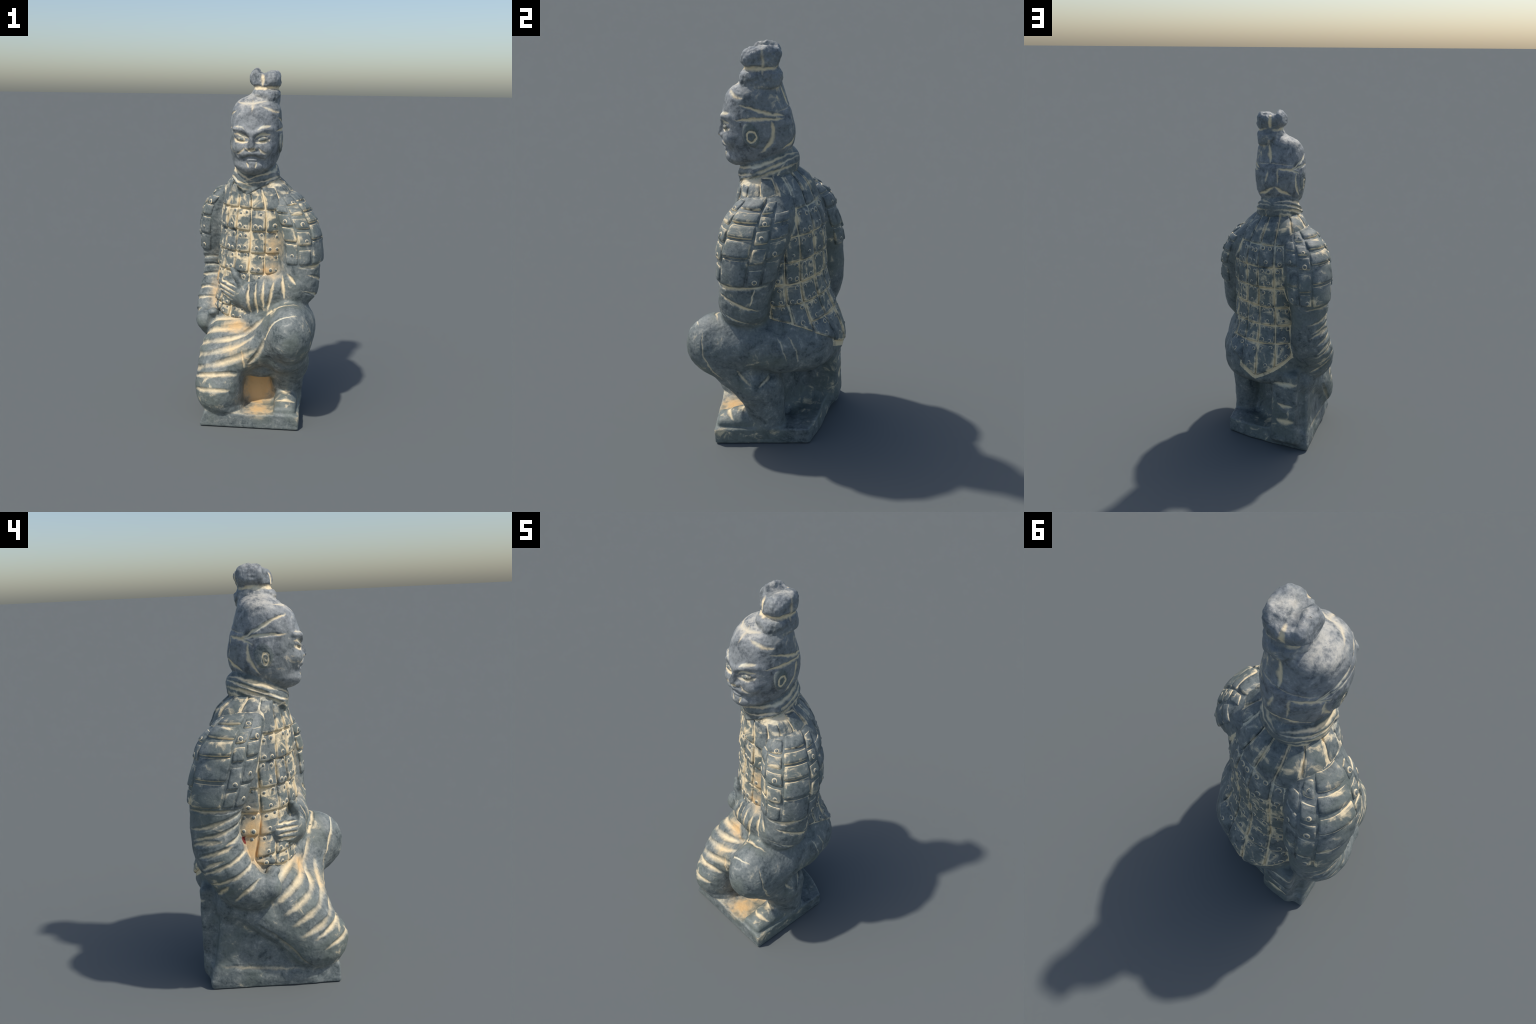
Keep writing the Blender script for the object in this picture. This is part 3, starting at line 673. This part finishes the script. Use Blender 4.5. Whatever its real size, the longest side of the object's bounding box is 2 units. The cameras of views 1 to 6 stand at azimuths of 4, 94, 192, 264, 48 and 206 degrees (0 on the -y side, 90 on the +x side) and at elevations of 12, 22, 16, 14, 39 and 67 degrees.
NEAR = BVHTree.FromPolygons(verts.tolist(), quads.tolist())
def plate(solid, loft, p0, p1, z0, z1, parent, hem=(0, 0), band=False, thick=0.008, flare=0.5, rivets=(), slant=0.0, gap=0.0007):
    """one armour plate: a thin slab that follows the body, lower edge proud; rivets at (u, v)"""
    n = 7
    pm = (p0 + p1) / 2; zm = (z0 + z1) / 2
    a, b = radial(solid, loft, [p0, p1], [zm, zm]); width = np.linalg.norm(b - a); height = abs(z1 - z0)
    if width < 0.02 or height < 0.02: return
    gu, gv = gap / width, gap / height; eu, ev = 0.0045 / width, 0.006 / height
    us = np.array([gu, gu + eu, *np.linspace(gu + 2.6*eu, 1 - gu - 2.6*eu, n), 1 - gu - eu, 1 - gu]); vs = np.array([gv, gv + ev, *np.linspace(gv + 2.6*ev, 1 - gv - 2.6*ev, n), 1 - gv - ev, 1 - gv])
    U, W = np.meshgrid(us, vs, indexing='ij'); m = len(us)
    j = [rng.uniform(-1, 1) for _ in range(8)]; lap = rng.choice((-1, 1)) * rng.uniform(0.35, 0.8)      # side overlap
    def warp(U, W):
        s = (1-U)*(1-W), U*(1-W), (1-U)*W, U*W
        du = sum(a * b for a, b in zip(s, j[:4])) * 0.0035 / width; dv = sum(a * b for a, b in zip(s, j[4:])) * 0.0035 / height
        return p0 + (p1 - p0) * (U + du), z0 + (z1 - z0) * (W + dv) + slant * (U - 0.5) * width + (1 - W) * (hem[0] * (1 - U) + hem[1] * U)
    A, Z = warp(U, W)
    P = radial(solid, loft, A.ravel(), Z.ravel())
    N = gradient(P, solid, 0.004); N /= np.linalg.norm(N, axis=1, keepdims=True)
    I, J = np.meshgrid(np.arange(m), np.arange(m), indexing='ij'); ring = np.minimum(np.minimum(I, m-1-I), np.minimum(J, m-1-J))
    H = np.where(ring == 0, -0.006, np.where(ring == 1, 0.80, 1.0) * thick * (1 + flare * (0.5 - W) + lap * (U - 0.5)))
    H = H + (ring > 0) * (0.0011 * lattice_noise(P, 0.016, 5) + 0.0010 * lattice_noise(P, 0.04, 9)).reshape(m, m)
    corner = (ring == 1) & (np.minimum(np.minimum(I, m-1-I), 9) == 1) & (np.minimum(np.minimum(J, m-1-J), 9) == 1)
    H = np.where(corner, H * 0.45, H)
    top = P + N * H.ravel()[:, None]
    idx = np.arange(m * m).reshape(m, m)
    q = np.stack([idx[:-1, :-1], idx[1:, :-1], idx[1:, 1:], idx[:-1, 1:]], -1).reshape(-1, 4)
    rim = (ring[:-1, :-1] == 0) | (ring[1:, 1:] == 0) | (ring[1:, :-1] == 0) | (ring[:-1, 1:] == 0)
    side = (np.minimum(I, m-1-I)[:-1, :-1] == 0) | (I[:-1, :-1] == m - 2)
    worn = np.minimum(np.minimum(ring[:-1, :-1], ring[1:, 1:]), np.minimum(ring[1:, :-1], ring[:-1, 1:])) <= 1
    if band: worn |= J[:-1, :-1] >= m - 5                           # dust lies under the row above
    edge = [*idx[:, 0], *idx[-1, 1:], *idx[:-1, -1][::-1], *idx[0, 1:-1][::-1]]
    faces = q.tolist() + [edge[::-1]]
    if np.cross(top[idx[4, 3]] - top[idx[3, 3]], top[idx[3, 4]] - top[idx[3, 3]]) @ N[idx[3, 3]] < 0: faces = [f[::-1] for f in faces]
    me = bpy.data.meshes.new('plate'); me.from_pydata(top.tolist(), [], faces)
    for m_ in ((PLATE, WORN, RIM) if parent is PARTS['torso'] else (CLEAN, BRUSHED, RIM)): me.materials.append(m_)
    me.polygons.foreach_set('material_index', [(1 if c else 2) if a else int(b) for a, b, c in zip(rim.ravel(), worn.ravel(), side.ravel())] + [2])
    me.polygons.foreach_set('use_smooth', [True] * len(faces)); me.update()
    ob = bpy.data.objects.new('plate', me); scene.objects.link(ob); ob.parent = parent
    for u, w in rivets:
        a, z = warp(np.array([u]), np.array([w])); p = radial(solid, loft, a, z); nn = unit(gradient(p, solid, 0.004)[0])
        p = p[0] + nn * (thick * (1 + flare * (0.5 - w) + lap * (u - 0.5)) - 0.0005)
        hit = NEAR.find_nearest(Vector(p))
        if hit[0] is not None and (Vector(p) - hit[0]).dot(hit[1]) < 0.0: continue      # buried under a limb
        rv = bpy.data.objects.new('rivet', RIVET_MESH); scene.objects.link(rv); rv.parent = parent
        rv.location = p; rv.rotation_euler = Vector(nn).to_track_quat('Z', 'Y').to_euler()
        k = rng.uniform(0.85, 1.15); rv.scale = (k, k * rng.uniform(0.9, 1.1), k)

# rivet: low dome standing in a shallow dusty collar
SEG = 14; prof = [(0.0130, -0.002), (0.0112, 0.0006), (0.0080, 0.0010), (0.0074, 0.0020), (0.0056, 0.0033), (0.0030, 0.0041)]
rv_v = [(r * math.cos(2*math.pi*k/SEG), r * math.sin(2*math.pi*k/SEG), z) for r, z in prof for k in range(SEG)] + [(0, 0, 0.0044)]
rv_f = [[i*SEG + k, i*SEG + (k+1) % SEG, (i+1)*SEG + (k+1) % SEG, (i+1)*SEG + k] for i in range(len(prof)-1) for k in range(SEG)]
rv_f += [[(len(prof)-1)*SEG + k, (len(prof)-1)*SEG + (k+1) % SEG, len(rv_v)-1] for k in range(SEG)]
RIVET_MESH = bpy.data.meshes.new('rivet'); RIVET_MESH.from_pydata(rv_v, [], rv_f)
RIVET_MESH.materials.append(RIVET); RIVET_MESH.materials.append(HALO)
RIVET_MESH.polygons.foreach_set('material_index', [1 if k < 2*SEG else 0 for k in range(len(rv_f))])
RIVET_MESH.polygons.foreach_set('use_smooth', [True] * len(rv_f)); RIVET_MESH.update()

ROWS = (1.235, 1.112, 0.988, 0.873, 0.765, 0.662)
FRONT = (158, 183, 209, 232, 259, 282, 305); BACK = (-18, 5, 26, 53, 78, 104, 128, 158)
for cols, lift in ((FRONT, -0.008), (BACK, 0.010)):
    for p0, p1 in list(zip(cols, cols[1:])) + ([(305, 322), (322, 342)] if cols is FRONT else []):
        mid = (p0 + p1) / 2
        end = np.interp(mid, *BOTTOM)
        for r in range(7 if mid < 300 else 1):
            z1 = ROWS[r - 1] + lift + 0.005 if r else None
            z0 = ROWS[r] + lift if r < 6 else end; hem = (0, 0)
            if r == 0:                                      # yoke: up to the scarf
                y = TORSO.f[1][100] + 0.2 * math.sin(math.radians(mid)); z1 = 1.388 + 0.22 * (y - 0.05); riv = ()
            else:
                if z0 <= end + 0.03:                        # last plate of the column: cut to the hem
                    z0 = end; hem = [float(np.interp(p, *BOTTOM)) - end for p in (p0, p1)]; r = 6
                if z1 - z0 < 0.03: break
                riv = [(0.25, 0.80), (0.72, 0.82), (0.5, 0.25)]
                if rng.random() < 0.45: riv = [(0.28, 0.78), (0.70, 0.78), (0.3, 0.24), (0.68, 0.22)]
                if p1 - p0 < 24: riv = riv[1:]
                riv = [(u + rng.uniform(-.05, .05), w + rng.uniform(-.05, .05)) for u, w in riv]
            plate(trunk, TORSO, p0, p1, z0, z1, PARTS['torso'], thick=0.011 if cols is FRONT else 0.009, flare=1.35 if cols is FRONT else 1.0, rivets=riv, hem=hem, band=cols is FRONT)
            if r == 6: break

for part, loft, rows, cols in (
        ('arm_r', ARM_R, (1.338, 1.290, 1.236, 1.165, 1.056, 0.935), (40, 78, 108, 186, 213, 250)),
        ('arm_l', ARM_L, (1.325, 1.272, 1.222, 1.158, 1.076, 0.938), (-124, -92, -61, 0, 34, 72))):
    for c in range(5):
        main = cols[c + 1] - cols[c] > 45
        for r in range(5):
            z1, z0 = rows[r], rows[r + 1]
            if not main:
                h = (z1 - z0) * (0.35 if c in (1, 3) else 0.12); z1 -= h; z0 -= h if r < 4 else 0.0
                if r == 0 and c in (0, 4): continue
            riv = () if main else [(0.5 + rng.uniform(-.1, .1), 0.35 + rng.uniform(-.1, .1))]
            plate(by_part[part][0][0], loft, cols[c], cols[c + 1], z0, z1, PARTS[part], thick=0.009 if main else 0.0065, flare=1.1, rivets=riv if rng.random() < 0.6 else (), gap=0.002)

# ---------------------------------------------------------------- eyes
EYE = stone('dusty_eye', dusty=0.55, earth=False); IRIS = stone('fired_clay_iris', earth=False)
for sx in (-1, 1):
    bm = bmesh.new(); bmesh.ops.create_uvsphere(bm, u_segments=32, v_segments=20, radius=1.0)
    rot = Euler((0, math.radians(sx * -13), 0)).to_matrix()
    for v in bm.verts:                                    # pole to the front, a flat iris stands a little proud
        p = Vector((v.co.x, -v.co.z, v.co.y)); iris = p.y < -0.86
        q = Vector((p.x * 0.032, p.y * (0.0165 if iris else 0.0150), p.z * 0.0140))
        v.co = rot @ q + Vector((FX + sx * 0.055, -0.156, 1.617))
    me = bpy.data.meshes.new('eye'); bm.to_mesh(me); bm.free(); me.materials.append(EYE); me.materials.append(IRIS)
    c = Vector((FX + sx * 0.055, -0.156, 1.617))
    for f in me.polygons:
        d = f.center - c; f.use_smooth = True
        f.material_index = int(d.y < -0.0115 and abs(d.x) < 0.0105)
    ob = bpy.data.objects.new('eye', me); scene.objects.link(ob); ob.parent = PARTS['head']
